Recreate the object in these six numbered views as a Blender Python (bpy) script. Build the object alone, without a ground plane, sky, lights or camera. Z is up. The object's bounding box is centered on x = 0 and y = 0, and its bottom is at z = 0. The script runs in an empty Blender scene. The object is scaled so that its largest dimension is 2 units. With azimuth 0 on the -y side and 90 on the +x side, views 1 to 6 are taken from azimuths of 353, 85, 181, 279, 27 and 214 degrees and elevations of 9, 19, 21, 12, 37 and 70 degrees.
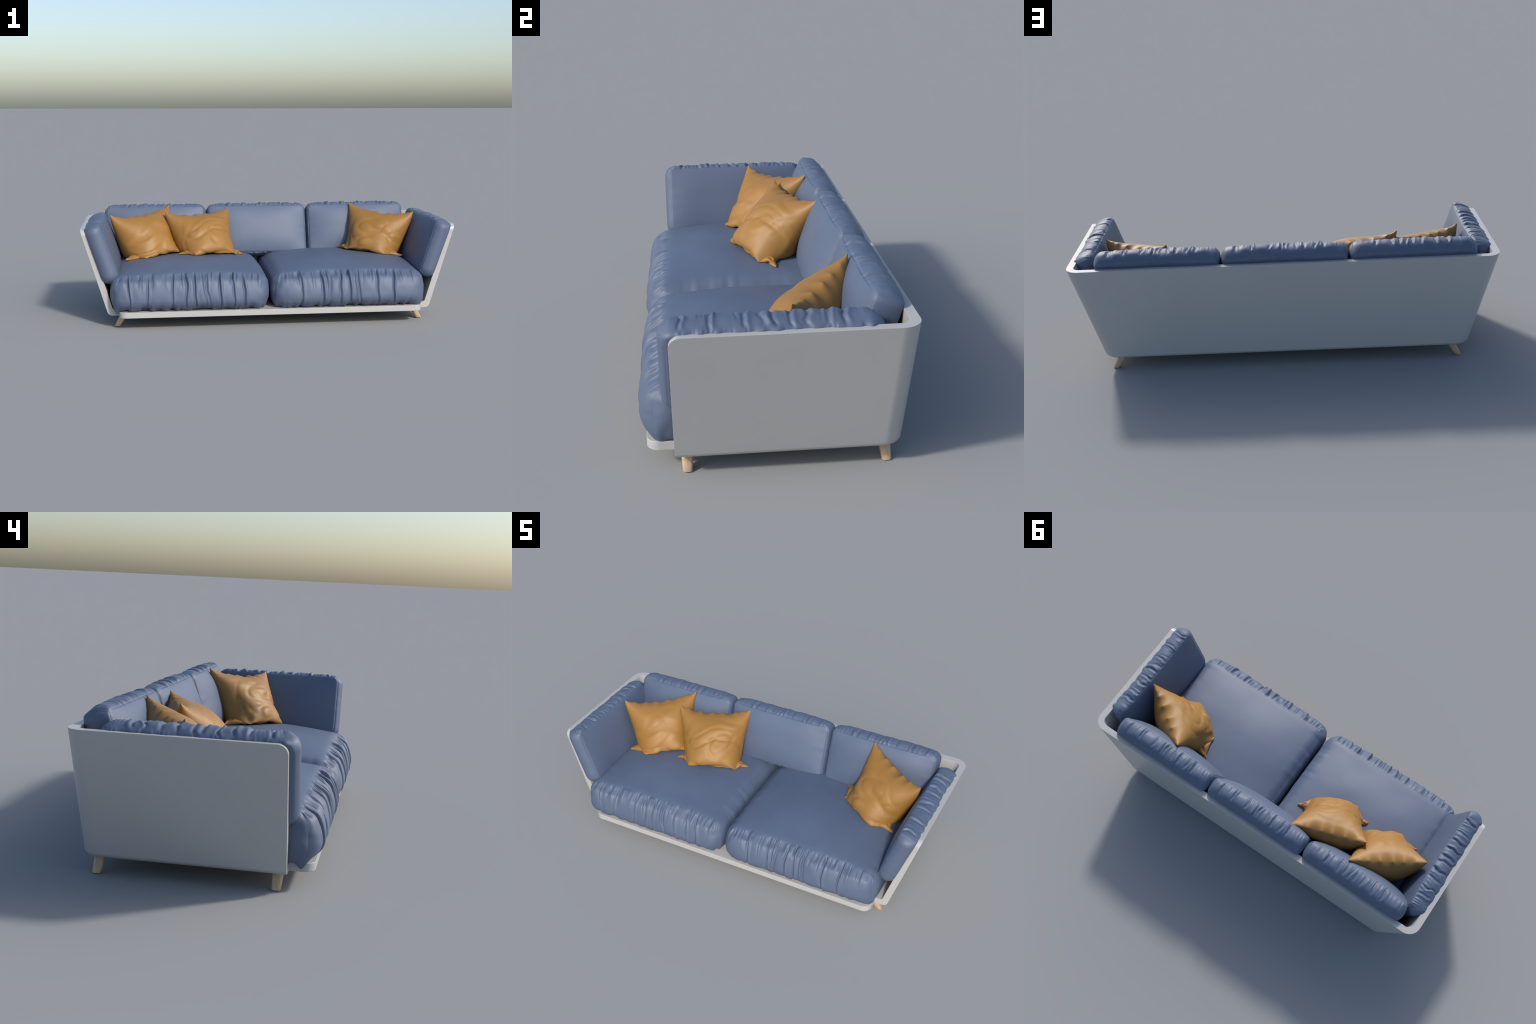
import bpy, bmesh, math
import numpy as np
from mathutils import Matrix, Vector

# ------------------------------------------------------------------ helpers
def mesh_object(name, verts, faces, mat, parent=None, matrix=None, smooth=True):
    me = bpy.data.meshes.new(name)
    me.from_pydata([tuple(v) for v in verts], [], [tuple(f) for f in faces])
    me.update()
    ob = bpy.data.objects.new(name, me)
    bpy.context.scene.collection.objects.link(ob)
    me.materials.append(mat)
    if smooth:
        me.polygons.foreach_set('use_smooth', [True] * len(me.polygons))
    if matrix is not None:
        ob.matrix_world = matrix
    if parent is not None:
        ob.parent = parent
    return ob

def apply_modifiers(ob):
    dg = bpy.context.evaluated_depsgraph_get()
    me = bpy.data.meshes.new_from_object(ob.evaluated_get(dg))
    old = ob.data
    ob.modifiers.clear()
    ob.data = me
    me.name = ob.name
    bpy.data.meshes.remove(old)

def smoothstep(a, b, x):
    t = np.clip((x - a) / (b - a), 0, 1)      # a > b gives a falling step
    return t * t * (3 - 2 * t)

class Noise1:
    """smooth periodic-free value noise on a line"""
    def __init__(self, seed, n=4096):
        self.k = np.random.RandomState(seed).uniform(-1, 1, n)
    def __call__(self, x):
        x = np.asarray(x, float) + 1000.0
        i = np.floor(x).astype(int); f = x - i
        f = f * f * (3 - 2 * f)
        n = len(self.k)
        return self.k[i % n] * (1 - f) + self.k[(i + 1) % n] * f

class Noise2:
    def __init__(self, seed, n=64):
        self.k = np.random.RandomState(seed).uniform(-1, 1, (n, n)); self.n = n
    def __call__(self, x, y):
        x = np.asarray(x, float) + 500.0; y = np.asarray(y, float) + 500.0
        i = np.floor(x).astype(int); j = np.floor(y).astype(int)
        f = x - i; g = y - j
        f = f * f * (3 - 2 * f); g = g * g * (3 - 2 * g)
        n = self.n; k = self.k
        a = k[i % n, j % n]; b = k[(i + 1) % n, j % n]
        c = k[i % n, (j + 1) % n]; d = k[(i + 1) % n, (j + 1) % n]
        return (a * (1 - f) + b * f) * (1 - g) + (c * (1 - f) + d * f) * g

# ---------------------------------------------------------------- materials
def new_mat(name):
    m = bpy.data.materials.new(name); m.use_nodes = True
    nt = m.node_tree
    return m, nt, nt.nodes['Principled BSDF']

def ramp(nt, fac, c0, c1, p0=0.3, p1=0.7):
    r = nt.nodes.new('ShaderNodeValToRGB')
    r.color_ramp.elements[0].position = p0; r.color_ramp.elements[0].color = (*c0, 1)
    r.color_ramp.elements[1].position = p1; r.color_ramp.elements[1].color = (*c1, 1)
    nt.links.new(fac, r.inputs[0])
    return r.outputs[0]

def coords(nt, scale):
    t = nt.nodes.new('ShaderNodeTexCoord'); mp = nt.nodes.new('ShaderNodeMapping')
    mp.inputs['Scale'].default_value = scale
    nt.links.new(t.outputs['Object'], mp.inputs[0])
    return mp.outputs[0]

def noise_tex(nt, vec, scale, detail=4, rough=0.55):
    n = nt.nodes.new('ShaderNodeTexNoise')
    n.inputs['Scale'].default_value = scale; n.inputs['Detail'].default_value = detail
    n.inputs['Roughness'].default_value = rough
    nt.links.new(vec, n.inputs['Vector'])
    return n.outputs['Fac']

def bump(nt, height, strength, dist, bsdf):
    b = nt.nodes.new('ShaderNodeBump')
    b.inputs['Strength'].default_value = strength; b.inputs['Distance'].default_value = dist
    nt.links.new(height, b.inputs['Height'])
    nt.links.new(b.outputs[0], bsdf.inputs['Normal'])

def fabric_material(name, dark, light, rough, grain, strength, sheen=0.0, tint=(1, 1, 1), spec=0.5):
    m, nt, b = new_mat(name)
    v = coords(nt, (1, 1, 1))
    big = noise_tex(nt, v, 6, 3)
    nt.links.new(ramp(nt, big, dark, light), b.inputs['Base Color'])
    b.inputs['Roughness'].default_value = rough
    b.inputs['Specular IOR Level'].default_value = spec
    b.inputs['Sheen Weight'].default_value = sheen
    b.inputs['Sheen Roughness'].default_value = 0.4
    b.inputs['Sheen Tint'].default_value = (*tint, 1)
    g = noise_tex(nt, v, grain, 2, 0.5)
    bump(nt, g, strength, 0.002, b)
    return m

BLUE = fabric_material('blue_fabric', (0.079, 0.108, 0.174), (0.088, 0.120, 0.189), 0.56, 200, 0.16, 0.0, spec=0.55)
ORANGE = fabric_material('orange_fabric', (0.280, 0.138, 0.027), (0.305, 0.152, 0.031), 0.54, 150, 0.04, 0.0, spec=0.55)

def white_material():
    m, nt, b = new_mat('white_lacquer')
    v = coords(nt, (1, 1, 1))
    n = noise_tex(nt, v, 3, 3)
    nt.links.new(ramp(nt, n, (0.415, 0.412, 0.405), (0.43, 0.427, 0.418)), b.inputs['Base Color'])
    b.inputs['Roughness'].default_value = 0.35
    return m
WHITE = white_material()

def wood_material():
    m, nt, b = new_mat('pale_beech_wood')
    v = coords(nt, (60, 60, 9))
    n = noise_tex(nt, v, 1.5, 5, 0.6)
    nt.links.new(ramp(nt, n, (0.38, 0.275, 0.175), (0.52, 0.385, 0.255), 0.3, 0.65), b.inputs['Base Color'])
    b.inputs['Roughness'].default_value = 0.45
    bump(nt, n, 0.1, 0.001, b)
    return m
WOOD = wood_material()

# --------------------------------------------------------------- top object
sofa = bpy.data.objects.new('sofa', None)
bpy.context.scene.collection.objects.link(sofa)
sofa['label'] = 'low blue sofa in white flared shell with three orange pillows'
sofa['category'] = 'sofa'

# -------------------------------------------------------------------- shell
TOP, BOT, FRONT, BACK = 0.518, 0.0625, -0.300, 0.413
SLOPE = 0.30                      # how far the arms lean out per metre of height
TH = 0.032                        # board thickness
R_PLAN, R_BOT, R_TOP = 0.064, 0.020, 0.034

def half_width(z):
    return 1.0 - SLOPE * (TOP - z)

def plan_path(xh, yf, yb, r, n=14):
    """open U: front right -> back right corner -> back left corner -> front left"""
    r = max(r, 0.004)
    pts = [(xh, y) for y in np.linspace(yf, yb - r, 12)]
    pts += [(xh - r + r * math.cos(a), yb - r + r * math.sin(a)) for a in np.linspace(0, math.pi / 2, n)[1:]]
    pts += [(-x, y) for x, y in reversed(pts)]
    return pts

def back_y(z):
    return BACK - 0.014 * (TOP - z) / (TOP - BOT)

def front_y(z):
    zc = TOP - R_TOP
    if z <= zc: return FRONT
    return FRONT + R_TOP - math.sqrt(max(0, R_TOP ** 2 - (z - zc) ** 2))

def build_shell():
    verts, faces, rows = [], [], []
    def add_row(xh, yf, yb, r, z):
        p = plan_path(xh, yf, yb, r)
        rows.append(list(range(len(verts), len(verts) + len(p))))
        verts.extend((x, y, z) for x, y in p)
    # shared heights above the bottom rounding
    zs = [0.103, 0.16, 0.25, 0.34, 0.42, TOP - R_TOP] + [TOP - R_TOP + R_TOP * math.sin(a) for a in np.linspace(0, math.pi / 2, 9)[1:]]
    # outer skin, rounded bottom edge first
    arc = []
    for a in np.linspace(math.pi / 2, 0, 8):
        arc.append((R_BOT * (1 - math.cos(a)), BOT + R_BOT * (1 - math.sin(a))))
    for ins, z in arc:
        add_row(half_width(z) - ins, FRONT, back_y(z) - ins, R_PLAN - ins * 0.8, z)
    n_arc = len(arc)
    for z in zs:
        add_row(half_width(z), front_y(z), back_y(z), R_PLAN, z)
    outer = rows[:]
    rows.clear()
    # inner skin
    inn = []
    for a in np.linspace(math.pi / 2, 0, 6):
        r = 0.012
        inn.append((r * (1 - math.cos(a)), BOT + TH + r * (1 - math.sin(a)) * 0.7))
    tx = TH * math.sqrt(1 + SLOPE ** 2)
    for ins, z in inn:
        add_row(half_width(z) - tx - ins, FRONT, back_y(z) - TH - ins, R_PLAN - TH - ins * 0.5, z)
    n_in = len(inn)
    for z in zs:
        add_row(half_width(z) - tx, front_y(z), back_y(z) - TH, R_PLAN - TH, z)
    inner = rows[:]
    def strips(rs, flip):
        for a, b in zip(rs[:-1], rs[1:]):
            for i in range(len(a) - 1):
                f = (a[i], a[i + 1], b[i + 1], b[i])
                faces.append(f[::-1] if flip else f)
    strips(outer, False); strips(inner, True)
    # rim
    a, b = outer[-1], inner[-1]
    for i in range(len(a) - 1):
        faces.append((a[i], a[i + 1], b[i + 1], b[i]))
    # bottom and floor
    faces.append(tuple(outer[0][::-1])); faces.append(tuple(inner[0]))
    # front edges of the arms
    m = len(zs)
    for e, flip in ((0, False), (-1, True)):
        for k in range(m - 1):
            f = (outer[n_arc + k][e], outer[n_arc + k + 1][e], inner[n_in + k + 1][e], inner[n_in + k][e])
            faces.append(f[::-1] if flip else f)
    low = [outer[k][0] for k in range(n_arc, -1, -1)] + [outer[k][-1] for k in range(0, n_arc + 1)]
    low += [inner[k][-1] for k in range(n_in, -1, -1)] + [inner[k][0] for k in range(0, n_in + 1)]
    faces.append(tuple(low))
    ob = mesh_object('shell', verts, faces, WHITE, sofa, smooth=False)
    bm = bmesh.new(); bm.from_mesh(ob.data)
    bmesh.ops.recalc_face_normals(bm, faces=bm.faces)
    bm.to_mesh(ob.data); bm.free()
    bv = ob.modifiers.new('bevel', 'BEVEL'); bv.width = 0.0022; bv.segments = 2
    bv.limit_method = 'ANGLE'; bv.angle_limit = math.radians(50)
    apply_modifiers(ob)
    ob.data.polygons.foreach_set('use_smooth', [True] * len(ob.data.polygons))
    ob.data.set_sharp_from_angle(angle=math.radians(60))
    wn = ob.modifiers.new('normals', 'WEIGHTED_NORMAL'); wn.keep_sharp = True; wn.weight = 100
    apply_modifiers(ob)
    return ob
build_shell()

def rounded_slab(name, x0, x1, y0, y1, z0, z1, r, mat):
    pts = [(x1, y1), (x0, y1)]
    pts += [(x0 + r - r * math.cos(a), y0 + r - r * math.sin(a)) for a in np.linspace(0, math.pi / 2, 12)]
    pts += [(x1 - r + r * math.sin(a), y0 + r - r * math.cos(a)) for a in np.linspace(0, math.pi / 2, 12)]
    n = len(pts)
    v = [(x, y, z0) for x, y in pts] + [(x, y, z1) for x, y in pts]
    f = [tuple(range(n))[::-1], tuple(range(n, 2 * n))] + [(i, (i + 1) % n, n + (i + 1) % n, n + i) for i in range(n)]
    ob = mesh_object(name, v, f, mat, sofa, smooth=False)
    bm = bmesh.new(); bm.from_mesh(ob.data); bmesh.ops.recalc_face_normals(bm, faces=bm.faces)
    bm.to_mesh(ob.data); bm.free()
    bv = ob.modifiers.new('bevel', 'BEVEL'); bv.width = 0.002; bv.segments = 2
    bv.limit_method = 'ANGLE'; bv.angle_limit = math.radians(50)
    apply_modifiers(ob)
    ob.data.polygons.foreach_set('use_smooth', [True] * len(ob.data.polygons))
    ob.data.set_sharp_from_angle(angle=math.radians(60))
    wn = ob.modifiers.new('normals', 'WEIGHTED_NORMAL'); wn.keep_sharp = True; wn.weight = 100
    apply_modifiers(ob)
    return ob
rounded_slab('front_ledge', -0.806, 0.806, -0.386, FRONT + 0.004, BOT + 0.0008, BOT + TH - 0.0008, 0.042, WHITE)

# --------------------------------------------------------------------- legs
def leg(bottom, top, r0, r1):
    b = Vector(bottom); t = Vector(top)
    n = 40; verts = []; faces = []
    prof = [(0.0, r0 - 0.0006), (0.012, r0), (0.3, r0 + (r1 - r0) * 0.3), (0.65, r0 + (r1 - r0) * 0.65), (1.0, r1)]
    for s, r in prof:
        c = b.lerp(t, s)
        for k in range(n):
            a = 2 * math.pi * k / n
            q = r * 0.97 / (abs(math.cos(a)) ** 3.4 + abs(math.sin(a)) ** 3.4) ** (1 / 3.4)   # rounded-square section
            verts.append((c.x + q * math.cos(a), c.y + q * math.sin(a), c.z))
    for j in range(len(prof) - 1):
        for k in range(n):
            faces.append((j * n + k, j * n + (k + 1) % n, (j + 1) * n + (k + 1) % n, (j + 1) * n + k))
    faces.append(tuple(range(n))[::-1]); faces.append(tuple(range((len(prof) - 1) * n, len(prof) * n)))
    verts = [(x - b.x, y - b.y, z - b.z) for x, y, z in verts]
    ob = mesh_object('leg', verts, faces, WOOD, sofa, Matrix.Translation(b))
    ob.data.set_sharp_from_angle(angle=math.radians(45))
for sx in (-1, 1):
    for yb, yt in ((-0.263, -0.2645), (0.354, 0.350)):
        leg((sx * 0.819, yb, 0.0), (sx * 0.781, yt, 0.066), 0.0160, 0.0205)

# ----------------------------------------------------------------- cushions
def spaced(h, r, n_mid, n_edge):
    a = h - r + r * np.sin(np.linspace(0, math.pi / 2, n_edge))
    a = a[1:]
    return np.concatenate([-a[::-1], np.linspace(-(h - r), h - r, n_mid), a])

def box_surface(xs, ys, zs):
    """welded grid on the surface of a box"""
    ids, verts, faces = {}, [], []
    nx, ny, nz = len(xs), len(ys), len(zs)
    def vid(i, j, k):
        key = (i, j, k)
        if key not in ids:
            ids[key] = len(verts); verts.append((xs[i], ys[j], zs[k]))
        return ids[key]
    for k, fl in ((0, True), (nz - 1, False)):
        for i in range(nx - 1):
            for j in range(ny - 1):
                f = (vid(i, j, k), vid(i + 1, j, k), vid(i + 1, j + 1, k), vid(i, j + 1, k))
                faces.append(f[::-1] if fl else f)
    for j, fl in ((0, False), (ny - 1, True)):
        for i in range(nx - 1):
            for k in range(nz - 1):
                f = (vid(i, j, k), vid(i + 1, j, k), vid(i + 1, j, k + 1), vid(i, j, k + 1))
                faces.append(f[::-1] if fl else f)
    for i, fl in ((0, True), (nx - 1, False)):
        for j in range(ny - 1):
            for k in range(nz - 1):
                f = (vid(i, j, k), vid(i, j + 1, k), vid(i, j + 1, k + 1), vid(i, j, k + 1))
                faces.append(f[::-1] if fl else f)
    return np.array(verts), faces

def cushion(name, W, H, T, matrix, pleats, seed, rc=0.035, re=0.014, rs=0.016, crown=0.03, bulge=0.02, side_bulge=0.01,
            deep=0.007, gather=0.0035, reach=-0.9, gather_len=0.9, side_gather=0.002, res=0.003, peak=0.0,
            back_crown=None, extra=None, low_gather=1.0, puff=0.003, seam_rise=0.3, wave=1.0, corner=0.0015, seam_soft=0.42, crease_w=1.0, gus_start=0.32, gus_end=0.92, soft_iters=0):
    """Box cushion: two crowned faces (+-Z) sewn to a gusset.  The +Y gusset is gathered along its +Z seam:
    deep creases at the given x, puffs between them, and short fine gathers that die out below the seam."""
    hx, hy, hz = W / 2, H / 2, T / 2
    nx = int(W / res); nz = max(20, int(T / (res * 1.1)))
    V, F = box_surface(spaced(hx, re, nx, 10), spaced(hy, re, max(60, int(H / 0.006)), 10), spaced(hz, rs, nz, 8))
    # round the edge between the faces and the gusset
    x, y, z = V[:, 0].copy(), V[:, 1].copy(), V[:, 2].copy()
    e = np.minimum(hx - np.abs(x), hy - np.abs(y)); w = hz - np.abs(z)
    ra = np.where(z > 0, re, min(re, 0.018)); rb = np.where(z > 0, rs, min(rs, 0.014))     # lower seam is tighter
    d1 = np.clip(1 - e / ra, 0, 1); d2 = np.clip(1 - w / rb, 0, 1)
    L = np.sqrt(d1 ** 2 + d2 ** 2); L[L < 1e-9] = 1
    d1 = d1 / L; d2 = d2 / L
    edge_zone = (e < ra) & (w < rb)
    e2 = np.where(edge_zone, ra * (1 - d1), e); w2 = np.where(edge_zone, rb * (1 - d2), w)
    P = np.stack([np.sign(x) * np.minimum(np.abs(x), hx - e2), np.sign(y) * np.minimum(np.abs(y), hy - e2), np.sign(z) * (hz - w2)], 1)
    y_major = (hy - np.abs(y)) <= (hx - np.abs(x)) + 1e-9
    dy = np.where(y_major, d1 * np.sign(y), 0); dx = np.where(y_major, 0, d1 * np.sign(x))
    # round the four corners of the plan
    u = np.abs(P[:, 0]) - (hx - rc); v = np.abs(P[:, 1]) - (hy - rc)
    k = (u > 0) & (v > 0)
    sc = np.maximum(u[k], v[k]) / np.hypot(u[k], v[k])
    P[k, 0] = np.sign(P[k, 0]) * (hx - rc + u[k] * sc); P[k, 1] = np.sign(P[k, 1]) * (hy - rc + v[k] * sc)
    t = np.clip(z / hz, -1, 1)                   # -1 back seam, +1 front seam
    gx = np.abs(dx); gz = d2
    on_gusset = smoothstep(0.0, 0.9, d1)
    xn = np.clip(np.abs(x) / hx, 0, 1); yn = np.clip(np.abs(y) / hy, 0, 1)
    dome = ((1 - xn ** 2.6) * (1 - yn ** 2.6))
    bc = crown * 0.4 if back_crown is None else back_crown
    P[:, 2] += np.where(z > 0, crown, -bc) * dome * smoothstep(0.15, 0.95, gz)
    # seams rise a little between the corners
    P[:, 2] += np.where(z > 0, crown, bc) * seam_rise * np.sign(z) * (1 - xn ** 3) * (1 - yn ** 3 * 0.0) * (1 - dome) * np.abs(t)
    arch = np.clip(1 - t ** 2, 0, 1)
    tb = np.clip(1 - (t - peak) ** 2 / np.where(t > peak, (1 - peak) ** 2, (1 + peak) ** 2), 0, 1)
    Fa = np.array(F)
    def normals():
        n = np.zeros_like(P)
        fn = np.cross(P[Fa[:, 2]] - P[Fa[:, 0]], P[Fa[:, 3]] - P[Fa[:, 1]])
        for q in range(4): np.add.at(n, Fa[:, q], fn)
        return n / np.maximum(np.linalg.norm(n, axis=1, keepdims=True), 1e-12)
    # gussets belly outwards along the plan normal, less so at the corners
    N = normals()
    nh = N[:, :2] / np.maximum(np.linalg.norm(N[:, :2], axis=1, keepdims=True), 1e-9)
    env_x = 0.45 + 0.55 * (1 - xn ** 8)
    b_main = np.where(nh[:, 1] > 0, bulge * tb * env_x, side_bulge * arch)
    amt = nh[:, 1] ** 2 * b_main + nh[:, 0] ** 2 * side_bulge * arch
    P[:, :2] += nh * (amt * on_gusset)[:, None]
    # relax the sewn edges so that they roll over softly
    if soft_iters:
        zone = smoothstep(2.2 * re, 0.8 * re, e) * smoothstep(2.6 * rs, 1.0 * rs, w)
        pa = np.concatenate([Fa[:, 0], Fa[:, 1], Fa[:, 2], Fa[:, 3]]); pb = np.concatenate([Fa[:, 1], Fa[:, 2], Fa[:, 3], Fa[:, 0]])
        cntv = np.bincount(pa, minlength=len(P))
        for _ in range(soft_iters):
            av = np.stack([np.bincount(pa, weights=P[pb, k], minlength=len(P)) for k in range(3)], 1) / cntv[:, None]
            P += (av - P) * (0.8 * zone)[:, None]
    N = normals()
    # ---- gathered gusset
    gus = smoothstep(gus_start, gus_end, dy)
    edge = 1 - smoothstep(0.90, 1.0, xn) * 0.75
    n_a, n_b, n_c, n_d = Noise1(seed), Noise1(seed + 1), Noise1(seed + 2), Noise2(seed + 3)
    rs_ = np.random.RandomState(seed + 9)
    disp = np.zeros(len(V))
    pl = np.array(sorted(pleats))
    seam_fade = 1 - smoothstep(0.995, 1.03, t)
    xc_all = []
    for p in pl:
        a = deep * rs_.uniform(0.75, 1.25); w = crease_w * rs_.uniform(0.0045, 0.0070)
        sl = rs_.uniform(-0.016, 0.016) * (T / 0.19)
        ph = rs_.uniform(0, 50)
        xc = p + sl * (t - 1) * 0.5 + 0.0070 * n_a(t * 1.5 + ph)
        end = reach + rs_.uniform(-0.06, 0.12)
        m = smoothstep(end, end + 0.5, t) * (0.55 + 0.45 * smoothstep(-0.6, 0.8, t))
        u = x - xc
        s = 1.0 if rs_.rand() > 0.3 else -1.0
        disp -= a * m * np.exp(-(u / w) ** 2)
        disp += a * 0.75 * m * np.exp(-((u + s * 2.0 * w) / (1.4 * w)) ** 2)
    # puffs between creases
    knots = np.concatenate([[-hx], pl, [hx]])
    i = np.clip(np.searchsorted(knots, x) - 1, 0, len(knots) - 2)
    fr = (x - knots[i]) / (knots[i + 1] - knots[i])
    wd = (knots[i + 1] - knots[i])
    disp += puff * np.minimum(wd / 0.06, 1.3) * (1 - (2 * np.clip(fr, 0, 1) - 1) ** 2) * smoothstep(reach - 0.1, reach + 0.5, t) * (1 - smoothstep(0.55, 1.0, t))
    # short gathers under the seam, length varies along the seam; rounded ridges, sharp valleys
    ln = gather_len * np.clip(0.85 + 0.55 * n_b(x / (0.033 * wave)), 0.4, 1.4)
    e_top = np.clip((t - (1 - ln)) / np.maximum(ln, 0.05), 0, 1) ** 1.3
    skew = x + 0.016 * wave * n_c(x / (0.08 * wave)) * (1 - t)
    g = np.abs(n_a(skew / (0.0125 * wave))) * 1.1 + n_b(skew / (0.021 * wave) + 7) * 0.7 - 0.55
    disp += gather * g * e_top * (1 - 0.8 * seam_soft * smoothstep(0.70, 0.98, t))
    # wider tucks on the opposite seam
    e_low = np.clip((-t - 0.45) / 0.55, 0, 1) ** 1.2
    disp += low_gather * gather * 1.2 * (n_c(x / (0.024 * wave) + 0.35 * t) + 0.5 * np.abs(n_a(x / (0.013 * wave)))) * e_low
    disp += 0.0018 * n_d(x / 0.03, z / 0.05)
    full = gus * edge * seam_fade * (1 - seam_soft * smoothstep(0.70, 0.98, t))
    P += N * (disp * full)[:, None]
    # ---- light gathers along the side seams and on the far gusset
    sg = smoothstep(0.5, 0.95, gx)
    P += N * (side_gather * n_c(y / 0.024) * np.clip(t * 0.9 + 0.1, 0, 1) * sg * seam_fade)[:, None]
    se = smoothstep(hx - 0.075, hx - 0.02, np.abs(x)) * (gz > 0.3) * (z > 0) * (1 - sg)
    P[:, 2] += side_gather * 0.8 * n_c(y / 0.024) * se
    fg = smoothstep(0.5, 0.95, -dy)
    P += N * (gather * 0.8 * n_b(x / 0.014) * np.clip(t, 0, 1) * fg * seam_fade)[:, None]
    # crumpled corners of the gathered gusset
    cm = smoothstep(0.84, 0.97, xn) * smoothstep(0.78, 0.97, y / hy) * smoothstep(0.2, 0.9, d1)
    P += N * (corner * (n_d((x * np.sign(x) - y) / 0.040 + 3 * np.sign(x), z / 0.050) + 0.35 * n_d((x * np.sign(x) - y) / 0.022, z / 0.03 + 4)) * cm)[:, None]
    # soft large-scale unevenness
    P[:, 2] += np.sign(z) * 0.0022 * n_d(x / 0.13 + 9, y / 0.13) * smoothstep(0.3, 0.9, gz)
    if extra is not None:
        P = extra(P, V, t, xn, yn)
    return mesh_object(name, P, F, BLUE, sofa, matrix)

def frame(ox, X, Y, Z):
    m = Matrix.Identity(4)
    for i, a in enumerate((X, Y, Z)):
        for r in range(3): m[r][i] = a[r]
    m.translation = Vector(ox)
    return m

# seat cushions: gathered gusset faces the front (-y)
SEAT_L = [-0.759, -0.655, -0.522, -0.458, -0.412, -0.352, -0.289, -0.212, -0.161]
SEAT_R = [0.142, 0.254, 0.303, 0.362, 0.403, 0.457, 0.555, 0.641]
def seat_shape(P, V, t, xn, yn, out):
    # corners droop over the tray, front bottom edge tucks under
    front = np.clip(V[:, 1] / 0.36, 0, 1)
    low = np.clip(-t, 0, 1)
    P[:, 1] -= 0.003 * smoothstep(0.5, 1.0, low) * smoothstep(0.8, 1, front)
    P[:, 2] -= 0.022 * smoothstep(0.3, 1.0, low) * smoothstep(0.90, 1.0, front) * smoothstep(0.90, 1.0, xn) * (V[:, 0] * out > 0)
    P[:, 2] -= 0.016 * smoothstep(0.15, 1.0, front) * np.clip((t + 1) / 2, 0, 1)
    return P
for cx, pl, seed in ((-0.434, SEAT_L, 11), (0.410, SEAT_R, 23)):
    cushion('seat_cushion', 0.800, 0.73, 0.192, frame((cx, 0.005, 0.191), (-1, 0, 0), (0, -1, 0), (0, 0, 1)),
            [-(p - cx) for p in pl], seed, rc=0.042, re=0.040, rs=0.032, crown=0.045, bulge=0.047, side_bulge=0.018, corner=0.0035, deep=0.0092, seam_soft=0.0, crease_w=0.85, gus_start=0.14, gus_end=0.95, soft_iters=18,
            gather=0.0120, reach=-0.95, gather_len=0.8, wave=0.90, low_gather=0.8, side_gather=0.0018, res=0.0026, back_crown=0.0, peak=-0.30,
            extra=lambda P, V, t, xn, yn, o=(1 if cx < 0 else -1): seat_shape(P, V, t, xn, yn, o))

# back cushions lean back; gathered gusset on top
PAT_A = [0.110, 0.235, 0.378, 0.465, 0.512, 0.585, 0.662, 0.755, 0.815]
PAT_B = [0.19, 0.325, 0.39, 0.452, 0.50, 0.562, 0.684, 0.78]
LEAN = math.radians(19)
cl, sl = math.cos(LEAN), math.sin(LEAN)
for cx, frac, seed in ((-0.604, PAT_B, 41), (-0.013, PAT_A, 52), (0.578, PAT_A, 52)):
    W = 0.568
    pl = [W / 2 - f * W for f in frac]
    if frac is PAT_B: pl = [-W / 2 + f * W for f in [1 - q for q in frac]]
    cushion('back_cushion', W, 0.283, 0.098, frame((cx, 0.298, 0.421), (1, 0, 0), (0, sl, cl), (0, -cl, sl)),
            pl, seed, rc=0.024, re=0.009, rs=0.009, crown=0.040, bulge=0.023, seam_rise=0.30, back_crown=0.0, side_bulge=0.011, soft_iters=3, deep=0.0052, gather=0.0056,
            reach=-0.35, gather_len=1.2, wave=0.75, side_gather=0.0010, low_gather=0.3, puff=0.0022, res=0.0026)

# arm cushions lean out with the arms; gathered gusset on top
ARM = math.radians(18.3)
ca, sa = math.cos(ARM), math.sin(ARM)
ARM_L = [-0.249, -0.176, -0.119, -0.077, -0.026, 0.007, 0.055, 0.105, 0.165, 0.205]
ARM_R = [-0.268, -0.186, -0.092, -0.042, -0.004, 0.041, 0.089, 0.146, 0.190]
for s, pl, seed in ((-1, ARM_L, 71), (1, ARM_R, 83)):
    cy = -0.010
    cushion('arm_cushion', 0.602, 0.292, 0.086, frame((s * 0.8912, cy, 0.390), (0, -s, 0), (s * sa, 0, ca), (-s * ca, 0, sa)),
            [-s * (p - cy) for p in pl], seed, rc=0.032, re=0.009, rs=0.009, crown=0.020, bulge=0.015, side_bulge=0.021, corner=0.003, soft_iters=4, deep=0.0058,
            gather=0.0048, reach=-0.9, gather_len=1.5, side_gather=0.0010, low_gather=1.0, puff=0.0006, wave=1.0, res=0.0026)


# ------------------------------------------------------------------ pillows
# Each pillow is a square case of two sewn sheets, blown up and dropped onto the seat by a small
# position-based cloth solver; its four corners are held where the pillow leans.
def seat_height(x, y):
    h = np.zeros_like(x)
    for cx in (-0.434, 0.410):
        xn = np.clip(np.abs(x - cx) / 0.411, 0, 1); yn = np.clip(np.abs(y - 0.005) / 0.365, 0, 1)
        h = np.maximum(h, 0.286 + 0.045 * (1 - xn ** 2.6) * (1 - yn ** 2.6))
    return h

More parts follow.
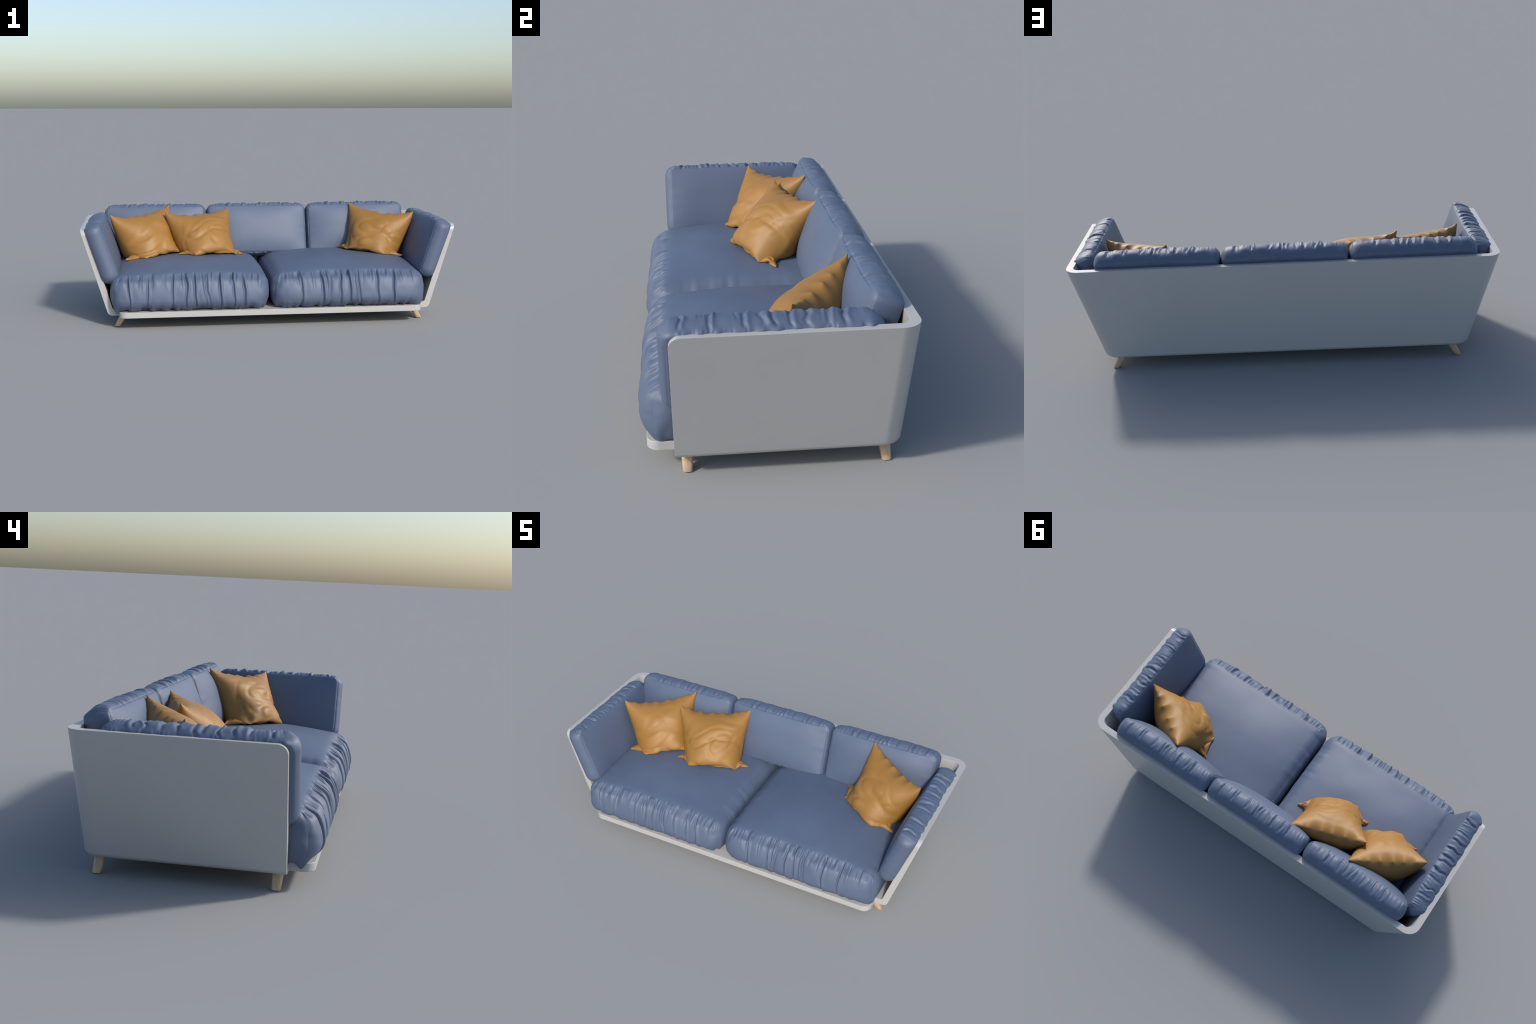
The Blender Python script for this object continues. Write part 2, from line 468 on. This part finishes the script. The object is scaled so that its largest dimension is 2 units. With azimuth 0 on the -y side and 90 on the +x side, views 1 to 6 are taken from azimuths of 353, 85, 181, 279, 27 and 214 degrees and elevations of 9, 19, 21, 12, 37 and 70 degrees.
def solve_pillow(corners, S, Sv, volume, seed, foot, steps=420, n=61, planes=(), floor_drop=0.0):
    TL, TR, BL, BR = [np.array(c, float) for c in corners]
    rs_ = np.random.RandomState(seed)
    idx = -np.ones((2, n, n), int)
    cnt = 0
    for i in range(n):
        for j in range(n):
            idx[0, i, j] = cnt; cnt += 1
    for i in range(n):
        for j in range(n):
            if i in (0, n - 1) or j in (0, n - 1): idx[1, i, j] = idx[0, i, j]
            else:
                idx[1, i, j] = cnt; cnt += 1
    u = np.linspace(0, 1, n)
    U, Vv = np.meshgrid(u, u, indexing='ij')            # U left->right, V top->bottom
    flat = ((1 - U) * (1 - Vv))[..., None] * TL + (U * (1 - Vv))[..., None] * TR + ((1 - U) * Vv)[..., None] * BL + (U * Vv)[..., None] * BR
    nrm = np.cross(TR - TL, BL - TL); nrm /= np.linalg.norm(nrm)
    if nrm[1] > 0: nrm = -nrm                            # sheet 0 is the front one
    lens = (16 * U * (1 - U) * Vv * (1 - Vv)) ** 0.6
    X = np.zeros((cnt, 3))
    bend_fwd = -nrm * 0.02 * np.sin(np.pi * np.clip(Vv, 0, 1) ** 1.6)[..., None]
    X[idx[1].ravel()] = (flat - nrm * 0.07 * lens[..., None] + bend_fwd).reshape(-1, 3)
    X[idx[0].ravel()] = (flat + nrm * 0.09 * lens[..., None] + bend_fwd).reshape(-1, 3)
    X += rs_.normal(0, 0.0006, X.shape)
    h = S / (n - 1); hv = Sv / (n - 1); hd = math.hypot(h, hv)
    groups = []
    for L in (0, 1):
        I = idx[L]
        lo = 0 if L == 0 else 1
        hi = n if L == 0 else n - 1
        for par in (0, 1):
            groups.append((I[par:n - 1:2, lo:hi].ravel(), I[par + 1:n:2, lo:hi].ravel(), h, 1.0))
            groups.append((I[lo:hi, par:n - 1:2].ravel(), I[lo:hi, par + 1:n:2].ravel(), hv, 1.0))
        for par in (0, 1):
            groups.append((I[par:n - 1:2, 0:n - 1].ravel(), I[par + 1:n:2, 1:n].ravel(), hd, 0.25))
            groups.append((I[par:n - 1:2, 1:n].ravel(), I[par + 1:n:2, 0:n - 1].ravel(), hd, 0.25))
        for st in (3,):
            for o in range(2 * st):
                a = np.arange(o, n - st, 2 * st)
                if len(a) == 0: continue
                groups.append((I[a, lo:hi].ravel(), I[a + st, lo:hi].ravel(), h * st, -0.05))
                groups.append((I[lo:hi, a].ravel(), I[lo:hi, a + st].ravel(), hv * st, -0.05))
    tris = []
    for L in (0, 1):
        I = idx[L]
        a, b, c, d = I[:-1, :-1].ravel(), I[1:, :-1].ravel(), I[1:, 1:].ravel(), I[:-1, 1:].ravel()
        # front sheet wound so that its normals look along nrm
        if L == 0: tris += [np.stack([a, d, c], 1), np.stack([a, c, b], 1)]
        else: tris += [np.stack([a, b, c], 1), np.stack([a, c, d], 1)]
    T = np.concatenate(tris)
    def vol_grad(P):
        p0, p1, p2 = P[T[:, 0]], P[T[:, 1]], P[T[:, 2]]
        cr = np.cross(p1 - p0, p2 - p0)
        g = np.zeros_like(P)
        for q in range(3):
            for k in range(3): g[:, k] += np.bincount(T[:, q], weights=cr[:, k], minlength=len(P))
        return np.einsum('ij,ij->', p0, np.cross(p1, p2)) / 6.0, g / 6.0
    v0, _ = vol_grad(X - X.mean(0))
    if v0 < 0: T = T[:, ::-1]
    sgn_v = 1.0
    pins = np.array([idx[0, 0, 0], idx[0, n - 1, 0], idx[0, 0, n - 1], idx[0, n - 1, n - 1]])
    mid = (TL + TR + BL + BR) / 4
    goal = np.array([TL + (TL - mid) * 0.045 + [0, 0, 0.012], TR + (TR - mid) * 0.045 + [0, 0, 0.008], BL + (BL - mid) * 0.03, BR + (BR - mid) * 0.05])
    pin_k = np.array([0.9, 0.9, 0.6, 0.6])
    # the top seam is nearly straight, slack taken up in puckers
    us = [0.03] + [q + rs_.uniform(-0.035, 0.035) for q in (0.14, 0.30, 0.46, 0.62, 0.76, 0.88)] + [0.97]
    pins = np.concatenate([pins, [idx[0, int(round(q * (n - 1))), 0] for q in us]])
    wob = dict((q, rs_.uniform(-0.003, 0.003)) for q in us)
    sag = np.array([0, -0.004, -0.014])
    goal = np.concatenate([goal, [TL * (1 - q) + TR * q + (sag + [0, 0, wob[q]]) * (1 - abs(2 * q - 1) ** 3) for q in us]])
    # the bottom seam lies on the seat between the two ears
    pins = np.concatenate([pins, [idx[0, int(round(q * (n - 1))), n - 1] for q in us]])
    goal = np.concatenate([goal, [BL * (1 - q) + BR * q for q in us]])
    pin_k = np.concatenate([pin_k, np.full(len(us), 0.40), np.full(len(us), 0.12)])
    # dog ears: the side seam meets the seat inboard of the corner, the sheets fold in front of and behind it
    av = (BR - BL) / np.linalg.norm(BR - BL); fv = np.array([nrm[0], nrm[1], 0]); fv /= np.linalg.norm(fv)
    def near(L, uu, vv): return idx[L, int(round(uu * (n - 1))), int(round(vv * (n - 1)))]
    up = np.array([0, 0, 0.006])
    extra_pins = []
    for uu, base, sgn in ((0.24, BL, 1), (0.76, BR, -1)):
        extra_pins.append((near(0, uu, 0.84), base + sgn * 0.095 * av + foot * fv + up, 0.20))
        extra_pins.append((near(1, uu, 0.84), base + sgn * 0.095 * av - foot * fv + up, 0.20))
    extra_pins.append((near(0, 0, 0.75), BL + 0.085 * av + 3 * up, 0.20))
    extra_pins.append((near(0, 1, 0.75), BR - 0.085 * av + 3 * up, 0.20))
    pins = np.concatenate([pins, [p for p, g, k in extra_pins]])
    goal = np.concatenate([goal, [g for p, g, k in extra_pins]])
    pin_k = np.concatenate([pin_k, [k for p, g, k in extra_pins]])[:, None]
    Vel = np.zeros_like(X)
    dt = 1.0
    for it in range(steps):
        old = X.copy()
        X = X + Vel * 0.90
        X[:, 2] -= 0.00006
        for sub in range(3):
            for a, b, r, k in groups:
                dvec = X[b] - X[a]
                ln = np.sqrt((dvec * dvec).sum(1)) + 1e-12
                if k < 0:                                   # bending: only resists shortening
                    w = np.minimum(ln - r, 0) * (-k) * 0.5 / ln
                elif k < 1:
                    w = (ln - r) * k * 0.5 / ln
                else:
                    w = np.where(ln > r, (ln - r) * 0.5, (ln - r) * 0.35) / ln
                dvec *= w[:, None]
                X[a] += dvec; X[b] -= dvec
            v, g = vol_grad(X - X.mean(0))
            lam = (volume * min(1, 0.4 + it / 150.0) - v) / ((g * g).sum() + 1e-12)
            X += np.clip(lam, -50, 50) * g * 0.5
            X[pins] += (goal - X[pins]) * pin_k
            zt = seat_height(X[:, 0], X[:, 1]) + 0.001 - floor_drop
            hit = X[:, 2] < zt
            X[hit, 2] = zt[hit]
            old[hit] += (X[hit] - old[hit]) * 0.5           # friction
            for p0, pn in planes:
                dd = (X - p0) @ pn
                k2 = dd < 0
                X[k2] -= dd[k2][:, None] * pn
        Vel = X - old
        sp = np.linalg.norm(Vel, axis=1, keepdims=True)
        Vel *= np.minimum(1, 0.02 / np.maximum(sp, 1e-9))
    # creases pressed into the stuffing, mostly low on the front
    _, g = vol_grad(X)
    g /= np.maximum(np.linalg.norm(g, axis=1, keepdims=True), 1e-12)
    n1, n2, n3 = Noise2(seed + 100), Noise2(seed + 200), Noise2(seed + 300)
    wu = U + 0.12 * n3(U * 3, Vv * 3); wv = Vv + 0.09 * n3(U * 3.5 + 9, Vv * 2.5)
    def valley(q, w): return -np.clip(1 - (q / w) ** 2, 0, 1) ** 2
    cr = 0.9 * valley(n1(wu * 3.0, wv * 7.5), 0.45) + 0.75 * n2(wu * 3.4, wv * 6.5)
    cr2 = valley(n2(wu * 5.0 + wv * 4, wv * 3.5 - wu * 3), 0.40) + 0.5 * n1(wu * 6 + wv * 5, wv * 5 - wu * 4)
    mask = np.sin(np.pi * np.clip((U - 0.03) / 0.94, 0, 1)) ** 0.5 * np.clip((Vv - 0.10) / 0.35, 0.0, 1) * np.clip((0.95 - Vv) / 0.15, 0, 1)
    cr3 = valley(n3(wu * 9 + 2 * wv, wv * 11), 0.5) * np.clip(0.5 + 1.5 * n1(U * 3 + 5, Vv * 3), 0, 1)
    for L, amp in ((0, 1.0), (1, 0.6)):
        dsp = 0.0082 * amp * mask * (cr + 0.6 * cr2 + 0.75 * cr3)
        inner = np.ones((n, n), bool); inner[0, :] = inner[-1, :] = inner[:, 0] = inner[:, -1] = False
        X[idx[L][inner]] += sgn_v * g[idx[L][inner]] * dsp[inner][:, None]
    quads = []
    for L in (0, 1):
        I = idx[L]
        q = np.stack([I[:-1, :-1].ravel(), I[1:, :-1].ravel(), I[1:, 1:].ravel(), I[:-1, 1:].ravel()], 1)
        quads.append(q[:, ::-1] if (L == 0) else q)
    Q = np.concatenate(quads)
    return X, Q

back_plane = (np.array([0, 0.255, 0.446]) , np.array([0, -cl, sl]))
arm_planes = {s: (np.array([s * 0.852, 0, 0.41]), np.array([-s * ca, 0, sa])) for s in (-1, 1)}
PILLOWS = [
    (((-0.852, 0.056, 0.550), (-0.529, 0.276, 0.582), (-0.773, -0.042, 0.322), (-0.448, 0.178, 0.331)), 5, -1, 0.038, 0.0137),
    (((-0.550, 0.145, 0.559), (-0.186, 0.280, 0.561), (-0.480, -0.018, 0.332), (-0.116, 0.110, 0.318)), 6, 0, 0.028, 0.0134),
    (((0.539, 0.274, 0.583), (0.865, 0.056, 0.550), (0.445, 0.178, 0.331), (0.782, -0.042, 0.322)), 7, 1, 0.034, 0.0136),
]
for cs, seed, side, foot, volume in PILLOWS:
    planes = [back_plane] + ([arm_planes[side]] if side else [])
    X, Q = solve_pillow(cs, 0.415, 0.440, volume, seed, foot, planes=planes)
    o = X.mean(0)
    ob = mesh_object('throw_pillow', X - o, Q, ORANGE, sofa, Matrix.Translation(Vector(o)))
    bm = bmesh.new(); bm.from_mesh(ob.data); bmesh.ops.recalc_face_normals(bm, faces=bm.faces); bm.to_mesh(ob.data); bm.free()
    ob.data.polygons.foreach_set('use_smooth', [True] * len(ob.data.polygons))
    sm = ob.modifiers.new('smooth', 'SMOOTH'); sm.factor = 0.5; sm.iterations = 2
    ss = ob.modifiers.new('subdivision', 'SUBSURF'); ss.levels = 2; ss.render_levels = 2
    apply_modifiers(ob)
